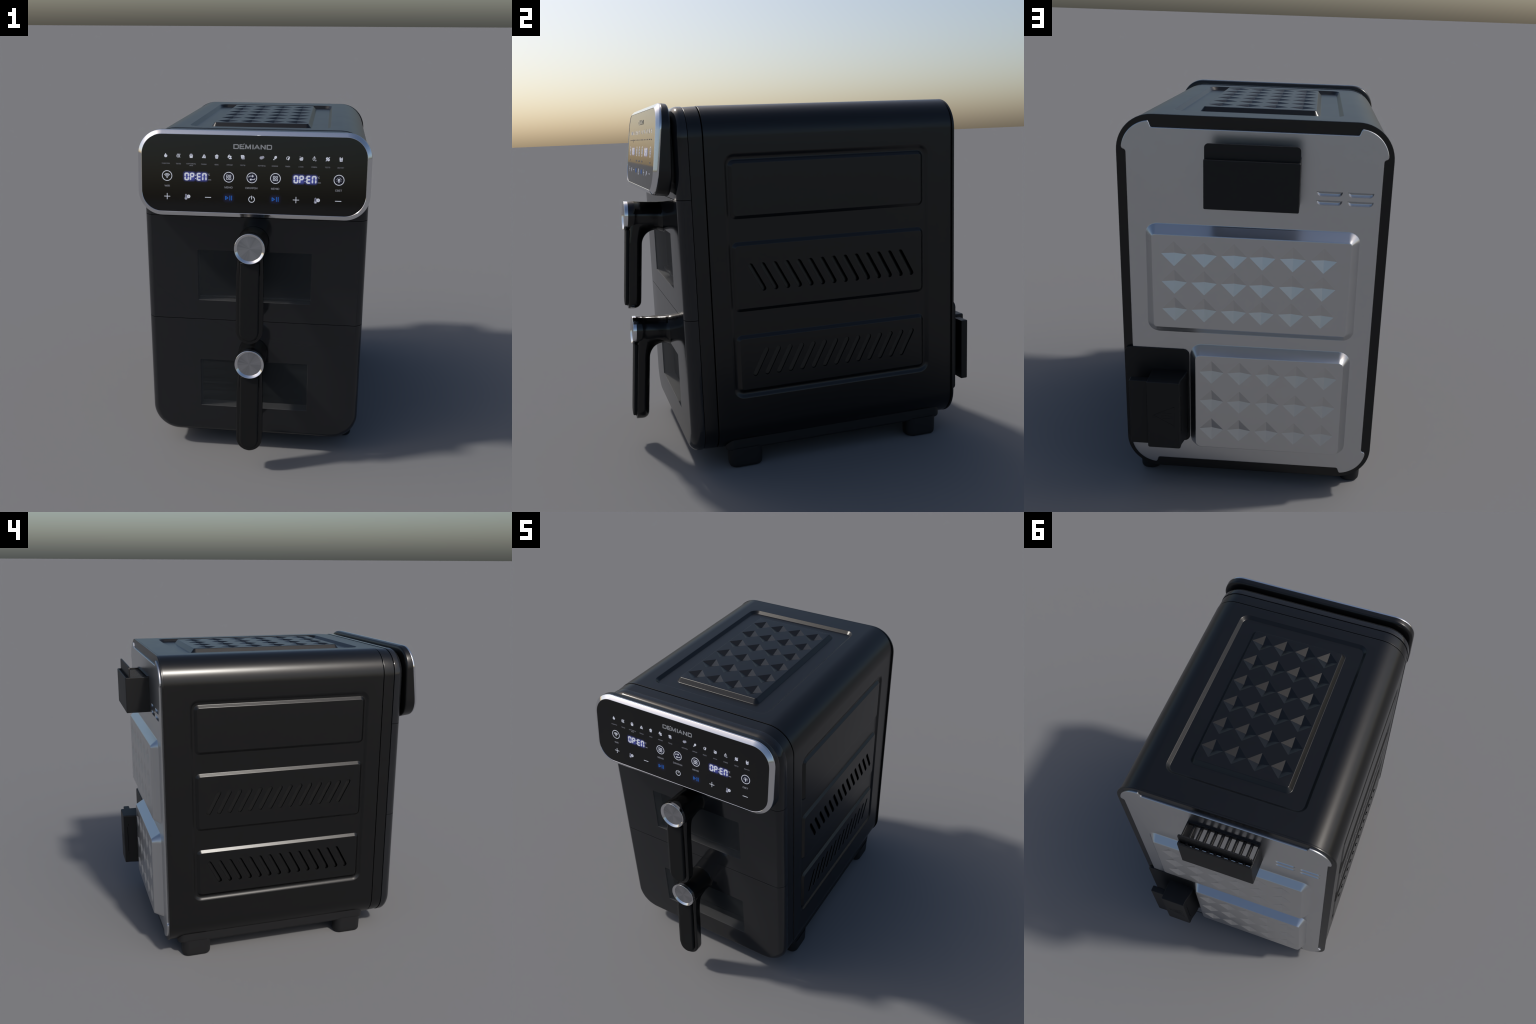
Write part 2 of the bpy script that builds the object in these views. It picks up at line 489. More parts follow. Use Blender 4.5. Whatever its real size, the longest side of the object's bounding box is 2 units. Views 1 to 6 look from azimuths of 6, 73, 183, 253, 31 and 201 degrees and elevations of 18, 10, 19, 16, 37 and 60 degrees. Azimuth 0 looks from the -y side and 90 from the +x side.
# the rear of the casing is upright, so it is deeper at the bottom than at the top
rear = lambda v: -0.7665 + 0.040 * v
for o, dy in ((0.0262, -0.0110), (0.0250, -0.0050), (0.0195, 0.0), (0.008, 0.0030), (-0.018, 0.0045), (-0.036, 0.0065), (-0.043, 0.0120), (-0.044, 0.030)):
    c = b.loop([PF(u, v, (PF(u, v)[1] - rear(v) - dy) / 0.9926) for u, v in prr(o)])
    b.bridge(l, c, "frame"); l = c
b.ngon(l, "frame"); b.ngon(f, "frame")
panel = b.make("control_panel", fryer, angle=45)
b = Builder()
panel_loft(b, [(-0.003, -0.006), (0.0, -0.004), (0.0, 0.0008), (0.0012, 0.0018), (0.003, 0.0016), (0.0225, -0.0135), (0.0245, -0.017), (0.0252, -0.022), (0.0245, -0.0248), (0.015, -0.0252)], "chrome")
b.make("bezel", panel, angle=40)

def display_material():
    m = principled("black_display_glass", (0.004, 0.004, 0.004), 0.055, spec=0.5)
    nt = m.node_tree; bs = nt.nodes["Principled BSDF"]
    tc = nt.nodes.new("ShaderNodeTexCoord"); sep = nt.nodes.new("ShaderNodeSeparateXYZ")
    nt.links.new(tc.outputs["Object"], sep.inputs[0])
    def mth(op, a, bb=None, c=None):
        nd = nt.nodes.new("ShaderNodeMath"); nd.operation = op
        for k, x in enumerate((a, bb, c)):
            if x is None: continue
            if isinstance(x, (int, float)): nd.inputs[k].default_value = x
            else: nt.links.new(x, nd.inputs[k])
        return nd.outputs[0]
    total = None
    # soft glow of the lit elements under the glass: (u, v, half width, half height, reach, strength)
    glows = [(-0.3465, -0.001, 0.020, 0.012, 0.021, 0.95), (-0.2787, -0.002, 0.020, 0.012, 0.021, 0.95), (0.2501, -0.001, 0.020, 0.012, 0.021, 0.95), (0.3179, -0.002, 0.020, 0.012, 0.021, 0.95),
             (-0.1298, 0, 0.004, 0.004, 0.034, 0.075), (0.1245, 0, 0.004, 0.004, 0.034, 0.075), (-0.0036, 0, 0.004, 0.004, 0.034, 0.10),
             (0.4654, 0, 0.004, 0.004, 0.034, 0.06), (-0.1297, -0.113, 0.012, 0.006, 0.028, 0.09), (0.1254, -0.113, 0.012, 0.006, 0.028, 0.09)]
    for u, v, hu, hv, reach, st in glows:
        dx = mth('MAXIMUM', mth('SUBTRACT', mth('ABSOLUTE', mth('SUBTRACT', sep.outputs["X"], u)), hu), 0.0)
        dz = mth('MAXIMUM', mth('SUBTRACT', mth('ABSOLUTE', mth('SUBTRACT', sep.outputs["Z"], 1.755 + v * 0.9926)), hv), 0.0)
        d = mth('SQRT', mth('ADD', mth('MULTIPLY', dx, dx), mth('MULTIPLY', dz, dz)))
        mr = nt.nodes.new("ShaderNodeMapRange"); mr.interpolation_type = 'SMOOTHERSTEP'
        mr.inputs["From Min"].default_value = 0; mr.inputs["From Max"].default_value = reach
        mr.inputs["To Min"].default_value = st; mr.inputs["To Max"].default_value = 0
        nt.links.new(d, mr.inputs["Value"])
        total = mr.outputs["Result"] if total is None else mth('ADD', total, mr.outputs["Result"])
    bs.inputs["Emission Color"].default_value = (0.045, 0.055, 0.26, 1)
    nt.links.new(total, bs.inputs["Emission Strength"])
    return m
M["display"] = display_material()
b = Builder()
f, l = panel_loft(b, [(0.0, -0.0245), (0.0, 0.0)], "display")
b.ngon(l, "display"); b.ngon(f, "display")
b.make("display_glass", panel, smooth=False)

# ---------------------------------------------------------------- printed and lit marks
class Mark:
    """flat raised marks on the display; every shape sits a hair above the last one"""
    def __init__(self, u, v, s=1.0): self.b = Builder(); self.u = u; self.v = v; self.s = s; self.w = 0.0006
    def poly(self, pts, key="icon"):
        self.w += 0.00006
        P = lambda x, y, h: PF(self.u + x * self.s, self.v + y * self.s, h)
        self.b.fill(pts, [], P, self.w, key)
        lo = self.b.loop([P(x, y, 0.0001) for x, y in pts]); hi = self.b.loop([P(x, y, self.w) for x, y in pts])
        self.b.bridge(lo, hi, key)
    def disc(self, x, y, r, key="icon", ry=None, seg=24, rot=0.0):
        ry = ry or r; c, s = math.cos(rot), math.sin(rot); pts = []
        for i in range(seg):
            a = 2 * pi * i / seg; p, q = r * math.cos(a), ry * math.sin(a)
            pts.append((x + p * c - q * s, y + p * s + q * c))
        self.poly(pts, key)
    def arc(self, x, y, r, t, a0=0, a1=360, key="icon", seg=36, ry=1.0):
        full = abs(a1 - a0) >= 359.9
        A = [math.radians(a0 + (a1 - a0) * i / seg) for i in range(seg + (0 if full else 1))]
        if full:
            self.w += 0.00006
            P = lambda px, py, h: PF(self.u + px * self.s, self.v + py * self.s, h)
            o = [(x + (r + t / 2) * math.cos(a), y + (r + t / 2) * math.sin(a) * ry) for a in A]
            i_ = [(x + (r - t / 2) * math.cos(a), y + (r - t / 2) * math.sin(a) * ry) for a in A]
            L = [self.b.loop([P(px, py, h) for px, py in q]) for q, h in ((o, 0.0001), (o, self.w), (i_, self.w), (i_, 0.0001))]
            for k in range(3): self.b.bridge(L[k], L[k + 1], key)
        else:
            o = [(x + (r + t / 2) * math.cos(a), y + (r + t / 2) * math.sin(a) * ry) for a in A]
            i_ = [(x + (r - t / 2) * math.cos(a), y + (r - t / 2) * math.sin(a) * ry) for a in reversed(A)]
            self.poly(o + i_, key)
    def line(self, pts, t, key="icon"):
        for p, q in zip(pts, pts[1:]): self.poly(stadium(p, q, t / 2, 5), key)
    def rect(self, x, y, hx, hy, r=0.0005, key="icon"): self.poly(rrect(x, y, hx, hy, r, 4), key)
    def done(self, name): 
        ob = self.b.make(name, panel, smooth=False, weld=1e-7)
        return ob
def wavy(m, x, t):
    pts = [(x + 0.0017 * math.sin(k / 10 * 2 * pi + 2.2), -0.009 + 0.018 * k / 10) for k in range(11)]
    m.line(pts, t)

ROW = 0.110
m = Mark(-0.478, ROW)
m.poly([(0.0, -0.0105), (0.0055, -0.009), (0.0085, -0.0045), (0.0085, 0.0005), (0.0072, 0.0045), (0.0040, -0.0015), (0.0040, 0.005), (0.0018, 0.009), (-0.0025, 0.0125), (-0.0028, 0.008), (-0.0055, 0.0045), (-0.0082, 0.0005), (-0.0082, -0.0045), (-0.0055, -0.009)])
m.done("flame_icon")
m = Mark(-0.4075, ROW)
for x in (-0.0072, 0, 0.0072): wavy(m, x, 0.0030)
m.done("heat_wave_icon")
m = Mark(-0.337, ROW)
m.disc(0, 0.0035, 0.0088, "icon_dim"); m.poly([(-0.0098, 0.004), (-0.006, 0.0015), (0, -0.001), (0.006, 0.0015), (0.0098, 0.004), (0.0075, -0.011), (-0.0075, -0.011)])
m.done("fries_icon")
m = Mark(-0.2665, ROW)
m.poly([(-0.0115, -0.0095), (0.0105, -0.0105), (0.0085, 0.001), (0.005, 0.0065), (0.001, 0.0105), (-0.002, 0.0085)])
m.line([(0.0068, -0.0095), (0.005, 0.0), (0.001, 0.0065)], 0.0012, "icon_cut")
for x, y in ((-0.004, -0.005), (0.001, -0.0045), (-0.001, 0.002), (0.003, -0.001)): m.disc(x, y, 0.0014, "icon_cut", seg=10)
m.done("pizza_icon")
m = Mark(-0.1967, ROW)
m.disc(-0.0045, 0.0022, 0.0052); m.disc(0.0045, 0.0028, 0.0052); m.disc(0.0012, 0.0055, 0.0055)
m.poly([(-0.0085, -0.001), (0.0085, -0.001), (0.0062, -0.0115), (-0.0062, -0.0115)])
m.line([(-0.008, -0.0012), (0.008, -0.0012)], 0.0013, "icon_cut")
for x in (-0.003, 0, 0.003): m.disc(x, -0.0055, 0.001, "icon_cut", seg=8)
m.done("muffin_icon")
m = Mark(-0.126, ROW)
m.poly([(-0.0025, 0.0125), (0.0005, 0.011), (-0.001, 0.005), (-0.0045, -0.002), (-0.006, -0.007), (-0.0095, -0.0055), (-0.0115, -0.001), (-0.0085, 0.006)])
m.disc(0.004, 0.001, 0.0062, ry=0.005); m.disc(0.0028, -0.009, 0.0075, ry=0.0034); m.disc(0.008, -0.0085, 0.0036)
m.rect(0.004, -0.003, 0.0016, 0.004); m.disc(-0.0005, -0.003, 0.0022, "icon_cut", seg=10)
m.done("vegetable_icon")
m = Mark(-0.055, ROW)
m.rect(0.003, -0.0025, 0.0078, 0.0092, 0.002, "icon_dim"); m.rect(0.0002, 0.0, 0.0075, 0.0088, 0.001, "icon_cut")
m.rect(-0.0012, 0.0012, 0.0072, 0.0085, 0.0018); m.rect(-0.0012, 0.0065, 0.0092, 0.0042, 0.0035)
m.line([(-0.0025, 0.0035), (0.0005, 0.0048)], 0.0009, "icon_cut"); m.line([(-0.003, 0.0), (0.001, 0.002)], 0.0009, "icon_cut"); m.line([(-0.003, -0.003), (0.0005, -0.002)], 0.0009, "icon_cut")
m.done("toast_icon")
m = Mark(0.049, ROW)
m.disc(0.005, 0.0015, 0.0078, "icon_dim", ry=0.0072); m.disc(-0.002, -0.0012, 0.0102, "icon_cut", ry=0.0085); m.disc(-0.003, -0.0015, 0.0095, "icon_dim", ry=0.008)
for x, y in ((-0.006, 0.001), (-0.002, 0.003), (0.001, -0.002), (-0.004, -0.004)): m.disc(x, y, 0.0011, "icon_cut", seg=8)
m.done("cutlet_icon")
m = Mark(0.121, ROW)
m.disc(0.002, 0.003, 0.0078, ry=0.0068, rot=0.9); m.poly([(-0.0045, 0.0), (0.004, -0.0045), (0.0005, -0.0065), (-0.005, -0.0065)]); m.line([(-0.002, -0.004), (-0.0072, -0.0085)], 0.003); m.disc(-0.0088, -0.008, 0.0022); m.disc(-0.0068, -0.0102, 0.0022)
m.done("drumstick_icon")
m = Mark(0.1903, ROW)
m.arc(0.0005, -0.0005, 0.0088, 0.0026, 60, 235); m.poly([(0.0005, -0.0115), (0.007, -0.006), (0.008, 0.001), (0.0098, 0.0075), (0.004, 0.006), (0.0, 0.001), (-0.003, -0.007)]); m.poly([(0.0005, 0.0085), (0.004, 0.0115), (0.0075, 0.0085), (0.004, 0.006)], "icon_dim"); m.disc(0.002, -0.005, 0.001, "icon_cut", seg=8)
m.done("fish_icon")
m = Mark(0.261, ROW)
m.poly([(-0.0098, -0.0055), (-0.0092, 0.0015), (-0.001, 0.004), (0.002, 0.0075), (0.0062, 0.0085), (0.0098, 0.004), (0.0095, -0.004), (0.007, -0.0105), (-0.006, -0.0105)])
m.line([(-0.0065, -0.0066), (0.0068, -0.0066)], 0.001, "icon_cut"); m.disc(0.0062, 0.0035, 0.0018, "icon_cut", seg=10)
for x in (-0.004, 0, 0.004): m.line([(x - 0.001, -0.002), (x + 0.001, 0.0015)], 0.001, "icon_cut")
for x in (-0.0085, -0.0058, -0.003): m.line([(x, 0.0065), (x, 0.0105)], 0.0016, "icon_dim")
m.done("steak_icon")
m = Mark(0.3313, ROW)
m.arc(-0.001, -0.001, 0.0078, 0.0024, 20, 275); m.rect(-0.001, 0.0092, 0.0016, 0.002); m.rect(-0.001, 0.0115, 0.003, 0.0011); m.line([(-0.001, 0.002), (0.001, -0.003)], 0.0028); m.arc(0.0062, -0.0085, 0.0032, 0.002, key="icon_dim", seg=18)
m.done("timer_icon")
m = Mark(0.4018, ROW)
m.disc(-0.003, 0.003, 0.007); m.disc(0.0035, -0.0035, 0.007); m.line([(-0.006, -0.006), (0.006, 0.006)], 0.0085, "icon_cut"); m.line([(-0.0045, -0.0045), (0.0045, 0.0045)], 0.0058); m.line([(-0.009, -0.009), (0.0095, 0.0095)], 0.0022); m.disc(-0.009, -0.0095, 0.002); m.disc(0.009, 0.0098, 0.002)
m.done("rolling_pin_icon")
m = Mark(0.4722, ROW)
m.poly([(-0.0085, 0.003), (0.0085, 0.003), (0.007, -0.0115), (-0.0065, -0.0115)]); m.rect(0, 0.0045, 0.0092, 0.0018, 0.001); m.rect(-0.005, 0.0085, 0.0032, 0.0035, 0.001, "icon_dim"); m.line([(0.0045, 0.005), (0.0068, 0.0105)], 0.003, "icon_dim"); m.rect(0.0005, -0.0045, 0.0028, 0.0045, 0.0025, "icon_cut"); m.rect(0.0005, -0.005, 0.0014, 0.0022, 0.001)
m.done("yoghurt_icon")

RT = 0.0034
def ring(u, v): 
    mk = Mark(u, v); mk.arc(0, 0, 0.0268, 0.0036, seg=48); return mk
m = ring(-0.471, 0.0)
m.disc(0, -0.0095, 0.0031)
for r in (0.0085, 0.0150, 0.0212): m.arc(0, -0.0105, r, 0.0034, 45, 135, seg=16)
m.done("wireless_icon")
for u in (-0.1298, 0.1245):
    m = ring(u, 0.0)
    for x, y in ((-0.0072, 0.0072), (-0.0072, -0.0072), (0.0072, -0.0072)):
        t = 0.0024
        for k in range(4):
            c, s = (1, 0, -1, 0)[k], (0, 1, 0, -1)[k]
            m.line([(x + 0.0048 * (c - s), y + 0.0048 * (s + c)), (x + 0.0048 * (-c * 0 + c * 0 - s * -1 if False else -s - c), y + 0.0048 * (c - s))], t, "icon")
    m.arc(0.0072, 0.0072, 0.0050, 0.0024, seg=20)
    m.done("menu_icon")
m = ring(-0.0036, 0.0)
m.arc(-0.009, 0.0008, 0.0088, 0.0034, 90, 170, seg=10); m.line([(-0.009, 0.0096), (0.006, 0.0096)], 0.0034); m.poly([(0.002, 0.0175), (0.011, 0.0096), (0.002, 0.0015)])
m.arc(0.009, -0.0008, 0.0088, 0.0034, 270, 350, seg=10); m.line([(0.009, -0.0096), (-0.006, -0.0096)], 0.0034); m.poly([(-0.003, -0.0175), (-0.003, -0.0015), (-0.012, -0.0096)])
m.done("swap_icon")
m = ring(0.4654, 0.0)
m.disc(0, 0.0008, 0.0060); m.rect(0, -0.0072, 0.0030, 0.003, 0.0008); m.rect(0, -0.0128, 0.0036, 0.001, 0.0005)
for k in range(7):
    a = math.radians(-30 + 40 * k); m.line([(0.0100 * math.cos(a), 0.0008 + 0.0100 * math.sin(a)), (0.0138 * math.cos(a), 0.0008 + 0.0138 * math.sin(a))], 0.0016)
m.disc(0.003, -0.001, 0.0018, "icon_cut", seg=10)
m.done("lamp_icon")
BT = -0.113
for u in (-0.471, 0.2383):
    m = Mark(u, BT); m.line([(-0.0155, 0), (0.0155, 0)], RT); m.line([(0, -0.0155), (0, 0.0155)], RT); m.done("plus_sign")
for u in (-0.2434, 0.4654):
    m = Mark(u, BT); m.line([(-0.0155, 0), (0.0155, 0)], RT); m.done("minus_sign")
for u in (-0.358, 0.351):
    m = Mark(u, BT)
    m.arc(0.0068, 0.002, 0.0048, 0.0098, seg=24)
    m.line([(0.0066, 0.007), (0.0066, 0.0015), (0.0098, -0.001)], 0.0016, "icon_cut")
    m.poly(stadium((-0.0075, -0.006), (-0.0075, 0.0105), 0.0055), "dark")
    m.poly(stadium((-0.0075, -0.006), (-0.0075, 0.0105), 0.0048), "icon_dim"); m.disc(-0.0075, -0.0085, 0.0078, "icon_dim")
    m.poly(stadium((-0.0075, -0.006), (-0.0075, 0.0105), 0.0026), "icon_cut"); m.disc(-0.0075, -0.0085, 0.0054, "icon_cut"); m.disc(-0.0075, -0.0085, 0.0034)
    m.done("thermometer_icon")
for u in (-0.1297, 0.1254):
    m = Mark(u, BT)
    m.line([(-0.0165, 0.0085), (-0.0165, -0.0085), (-0.0035, 0), (-0.0165, 0.0085)], 0.0046, "icon_blue")
    for x in (0.0072, 0.0168): m.line([(x, -0.011), (x, 0.011)], 0.0044, "icon_blue")
    m.done("play_pause_icon")
m = Mark(-0.003, BT - 0.004)
m.arc(0, 0, 0.0158, 0.0038, 112, 428, seg=40); m.line([(0, 0.001), (0, 0.0185)], 0.0036)
m.done("power_icon")

# seven-segment display words
def segment(m, x, y, horiz, L, t):
    h = L / 2; k = t / 2
    pts = [(-h, 0), (-h + k, -k), (h - k, -k), (h, 0), (h - k, k), (-h + k, k)]
    if not horiz: pts = [(-q, p) for p, q in pts]
    m.poly([(x + p, y + q) for p, q in pts])
DIGITS = (("abcdef", -0.0489), ("abefg", -0.0191), ("adefg", 0.0190), ("abcef", 0.0488))
for u in (-0.3125, 0.2841):
    m = Mark(u, -0.0018)
    W, H, T = 0.0258, 0.0430, 0.0080
    for segs, x in DIGITS:
        e = W / 2 - T / 2; q = H / 4 - T / 8
        pos = dict(a=(0, H / 2 - T / 2, 1), g=(0, 0, 1), d=(0, -H / 2 + T / 2, 1), f=(-e, q, 0), b=(e, q, 0), e=(-e, -q, 0), c=(e, -q, 0))
        for sgm in segs:
            px_, py_, hz = pos[sgm]
            segment(m, x + px_, py_, hz, (W - T * 0.75) if hz else (H / 2 - T * 0.25), T)
    for y in (-0.0100, 0.0078): m.disc(0.0003, y, 0.0023, seg=12)
    m.done("display_word")

def lettering(name, text, u, v, height, key, sx=1.0, weight=0.0, w=0.0009, parent=panel, width=None):
    cu = bpy.data.curves.new(name, 'FONT'); cu.body = text; cu.align_x = 'CENTER'; cu.align_y = 'CENTER'
    cu.size = 1.0; cu.offset = weight; cu.extrude = 0.01; cu.resolution_u = 3
    ob = bpy.data.objects.new(name, cu); bpy.context.scene.collection.objects.link(ob)
    dg = bpy.context.evaluated_depsgraph_get()
    me = bpy.data.meshes.new_from_object(ob.evaluated_get(dg))
    bpy.data.objects.remove(ob)
    xs = [q.co.x for q in me.vertices]; ys = [q.co.y for q in me.vertices]
    if not xs: return None
    k = height / (max(ys) - min(ys)); kx = k * sx if width is None else width / (max(xs) - min(xs))
    cx, cy = (max(xs) + min(xs)) / 2, (max(ys) + min(ys)) / 2
    for q in me.vertices:
        q.co = Vector(PF(u + (q.co.x - cx) * kx, v + (q.co.y - cy) * k, w if q.co.z > 0 else 0.0002))
    me.materials.clear(); me.materials.append(M[key]); me.name = name
    o = bpy.data.objects.new(name, me); bpy.context.scene.collection.objects.link(o); o.parent = parent
    return o

LV = 0.0662
for txt, u, wd in (("ПОДОГРЕВ", -0.478, 0.043), ("ТЕПЛО", -0.4076, 0.027), ("ПИЦЦА", -0.2667, 0.030), ("КЕКС", -0.1968, 0.021), ("ОВОЩИ", -0.1259, 0.033), ("ТОСТЫ", -0.055, 0.028),
                   ("КОТЛЕТЫ", 0.0491, 0.040), ("НОЖКИ", 0.120, 0.032), ("РЫБА", 0.190, 0.025), ("СТЕЙК", 0.2608, 0.027), ("СУШКА", 0.3312, 0.030), ("ТЕСТО", 0.4018, 0.027), ("ЙОГУРТ", 0.472, 0.034)):
    lettering("program_label", txt, u, LV, 0.0068 if txt[0] != "Й" else 0.0078, "label", width=wd)
lettering("program_label", "КАРТОФЕЛЬ", -0.337, LV + 0.001, 0.0068, "label", width=0.052)
lettering("program_label", "ФРИ", -0.337, LV - 0.0085, 0.0068, "label", width=0.019)
for txt, u, wd in (("WIFI", -0.471, 0.029), ("МЕНЮ", -0.1302, 0.044), ("СИНХРОН", -0.0055, 0.066), ("МЕНЮ", 0.1244, 0.044), ("СВЕТ", 0.465, 0.036)):
    lettering("button_label", txt, u, -0.0556, 0.0105, "label_bold", width=wd)
for u in (-0.2400, 0.3560):
    lettering("unit_label", "°C", u, 0.0108, 0.0105, "icon_dim", width=0.0125)
for u in (-0.2348, 0.3610):
    lettering("unit_label", "min", u, -0.0168, 0.0062, "icon_dim", width=0.0155)

# brand lettering: wide squared strokes
m = Mark(-0.0025, 0.1655)
ST = 0.0052; HH = 0.0128
def stroke(pts, t=ST):
    for p, q in zip(pts, pts[1:]):
        p = Vector(p); q = Vector(q); d = (q - p).normalized(); nrm = Vector((-d.y, d.x)) * t / 2; e = d * t * 0.30
        m.poly([tuple(p - e - nrm), tuple(q + e - nrm), tuple(q + e + nrm), tuple(p - e + nrm)], "logo")
h = HH - ST / 2
def letter_d(x0, x1):
    a, c = x0 + ST / 2, x1 - ST / 2
    stroke([(a, -h), (a, h)], 0.0062); stroke([(a, h), (c - 0.003, h), (c, h - 0.003), (c, -h + 0.003), (c - 0.003, -h), (a, -h)])
letter_d(-0.1035, -0.0745)
stroke([(-0.0675, -h), (-0.0675, h)], 0.0062); stroke([(-0.0675, h), (-0.0555, h)]); stroke([(-0.0675, 0), (-0.0490, 0)]); stroke([(-0.0675, -h), (-0.0445, -h)])
m.poly([(-0.0515, 0.0078), (-0.0475, 0.0078), (-0.0415, 0.0165), (-0.0475, 0.0165)], "logo")
stroke([(-0.0365, -h), (-0.0365, h)], 0.0062); stroke([(-0.0350, h), (-0.0240, -h + 0.001), (-0.0130, h)]); stroke([(-0.0115, h), (-0.0115, -h)], 0.0062)
stroke([(0.0025, -h), (0.0025, h)], 0.0068)
stroke([(0.0115, -h), (0.0240, h), (0.0365, -h)]); stroke([(0.0160, -0.0045), (0.0320, -0.0045)], 0.0042)
stroke([(0.0465, -h), (0.0465, h)], 0.0062); stroke([(0.0475, h), (0.0670, -h)]); stroke([(0.0680, -h), (0.0680, h)], 0.0062)
letter_d(0.0765, 0.1050)
m.done("brand_lettering")

# ---------------------------------------------------------------- handles
TILT = math.atan(0.080); ct, st = math.cos(TILT), math.sin(TILT)
def HP(x, d, h): return (x, d * ct + h * st, -d * st + h * ct)      # local to the cap centre
def superloop(a, bb, n, N=40):
    out = []
    for i in range(N):
        t = 2 * pi * i / N; c, s = math.cos(t), math.sin(t)
        out.append((a * math.copysign(abs(c) ** (2 / n), c), bb * math.copysign(abs(s) ** (2 / n), s)))
    return out
def grip_section(a, L, N=40):
    """flat-fronted section: square front edges, sides tapering to a narrower rounded back"""
    out = []
    for i in range(N):
        t = 2 * pi * i / N; c, s = math.cos(t), math.sin(t)
        if s >= 0: out.append((a * math.copysign(abs(c) ** (2 / 12), c), L / 2 * abs(s) ** (2 / 12)))
        else:
            q = abs(s) ** (2 / 2.6)
            out.append((a * math.copysign(abs(c) ** (2 / 2.3), c), -L / 2 * q))
    return out
def handle_mesh():
    b = Builder()
    b.lathe([(0.070, 0.015), (0.0855, 0.015), (0.0865, 0.020), (0.0872, 0.045), (0.0865, 0.055), (0.0848, 0.062), (0.0840, 0.080), (0.0840, 0.165), (0.0843, 0.188), (0.0852, 0.200),
             (0.0875, 0.210), (0.0915, 0.219), (0.096, 0.235)], HP, "gloss", 56, True, True)
    FR, BK, W = 0.024, 0.104, 0.0768
    RF = 0.085; C = (BK + RF, -0.0815 - RF)
    prev = None
    def add(loop3):
        nonlocal prev
        c = b.loop(loop3)
        if prev: b.bridge(prev, c, "gloss")
        else: b.ngon(c, "gloss")
        prev = c
    for k in range(13):
        t = k / 12; th = t * pi / 2; dr = (-math.sin(th), math.cos(th))
        L = min((C[0] - FR) / max(math.sin(th), 1e-3), (0.02 - C[1]) / max(math.cos(th), 1e-3)) - RF
        a = 0.070 * (1 - t) + W * t
        sec = [tuple(p * (1 - t) + q * t for p, q in zip(A_, B_)) for A_, B_ in zip(superloop(a, L / 2, 2.1), grip_section(a, L))]
        mid = RF + L / 2
        add([HP(x, C[0] + dr[0] * (mid + y), C[1] + dr[1] * (mid + y)) for x, y in sec])
    HB = -0.556; hs = HB + W
    for k in range(1, 4):
        h = C[1] + (hs - C[1]) * k / 3
        add([HP(x, (FR + BK) / 2 - y, h) for x, y in grip_section(W, BK - FR)])
    for k in range(1, 15):
        a = pi / 2 * k / 14; dz = W * math.sin(a); h = hs - dz
        w = max(W * math.cos(a), 0.0015)
        q = max(0.0, dz - (W - 0.045)); bk = BK - (0.045 - math.sqrt(max(0, 0.045 ** 2 - q * q)))
        fr = FR + 0.004 * (q / 0.045) ** 2
        add([HP(x, (fr + bk) / 2 - y, h) for x, y in grip_section(w, max(bk - fr, 0.004))])
    b.ngon(prev, "gloss")
    return b
def pad_builder():
    b = Builder(); prev = None
    hw, top, bot = 0.0535, -0.082, -0.5365
    def lp(o):
        pts = [(hw - o, top - o), (-hw + o, top - o)]
        for k in range(17):
            a = pi + pi * k / 16
            pts.append(((hw - o) * math.cos(a), bot + hw + (hw - o) * math.sin(a)))
        return pts
    for o, d in ((0.0, 0.027), (0.0, 0.013), (0.0012, 0.0098), (0.004, 0.0078), (0.009, 0.0070)):
        c = b.loop([HP(x, d, h) for x, h in lp(o)])
        if prev: b.bridge(prev, c, "pad")
        prev = c
    b.ngon(prev, "pad")
    # groove bed behind the insert
    c0 = b.loop([HP(x, 0.0242, h) for x, h in lp(-0.004)]); b.ngon(c0, "dark")
    return b
def cap_builder():
    b = Builder()
    b.lathe([(0.0675, 0.0125), (0.0685, 0.0095), (0.0695, 0.0085), (0.0808, 0.0004), (0.0822, 0.0), (0.0838, 0.0008), (0.0845, 0.0025), (0.0845, 0.027), (0.083, 0.0285), (0.07, 0.0285)], lambda x, d, h: HP(x, d - 0.006, h), "chrome", 72)
    return b
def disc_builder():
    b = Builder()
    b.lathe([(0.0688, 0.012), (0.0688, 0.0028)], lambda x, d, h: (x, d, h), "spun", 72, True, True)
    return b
hm = handle_mesh().make("handle", fryer, angle=40)
pm = pad_builder().make("grip_insert", hm, angle=40)
cm = cap_builder().make("cap_ring", hm, angle=30)
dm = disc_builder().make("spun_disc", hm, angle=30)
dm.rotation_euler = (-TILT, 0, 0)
hm.location = (-0.002, -0.9635, 1.387)
hm2 = hm.copy(); bpy.context.scene.collection.objects.link(hm2); hm2.location = (-0.002, -0.9635, 0.694)
for ch in (pm, cm, dm):
    c2 = ch.copy(); bpy.context.scene.collection.objects.link(c2); c2.parent = hm2

# ---------------------------------------------------------------- back panel
b = Builder()
YP = 0.848
def quarter():
    """upper right corner of the notched outline, from the side up to the top edge"""
    xs, zt = 0.6015, 1.926; cx, cz, r = 0.4785, 1.812, 0.1450
    q = [(xs, 1.806), (xs + 0.0015, 1.812), (xs + 0.006, 1.8165), (xs + 0.013, 1.819), (xs + 0.0185, 1.824), (xs + 0.0205, 1.832)]
    a0 = math.degrees(math.asin((1.842 - cz) / r)); a1 = 84.0
    for k in range(15):
        a = math.radians(a0 + (a1 - a0) * k / 14); q.append((cx + r * math.cos(a), cz + r * math.sin(a)))
    q += [(0.4885, 1.951), (0.4855, 1.945), (0.4825, 1.936), (0.4795, 1.929), (0.4735, zt)]
    return q
zm = ZC
Q = quarter()
top_r = Q; top_l = [(-x, z) for x, z in reversed(Q)]
bot_l = [(-x, 2 * zm - z - 0.0) for x, z in Q]; bot_r = [(x, 2 * zm - z) for x, z in reversed(Q)]
POUT = top_r + top_l + bot_l + bot_r
prev = None
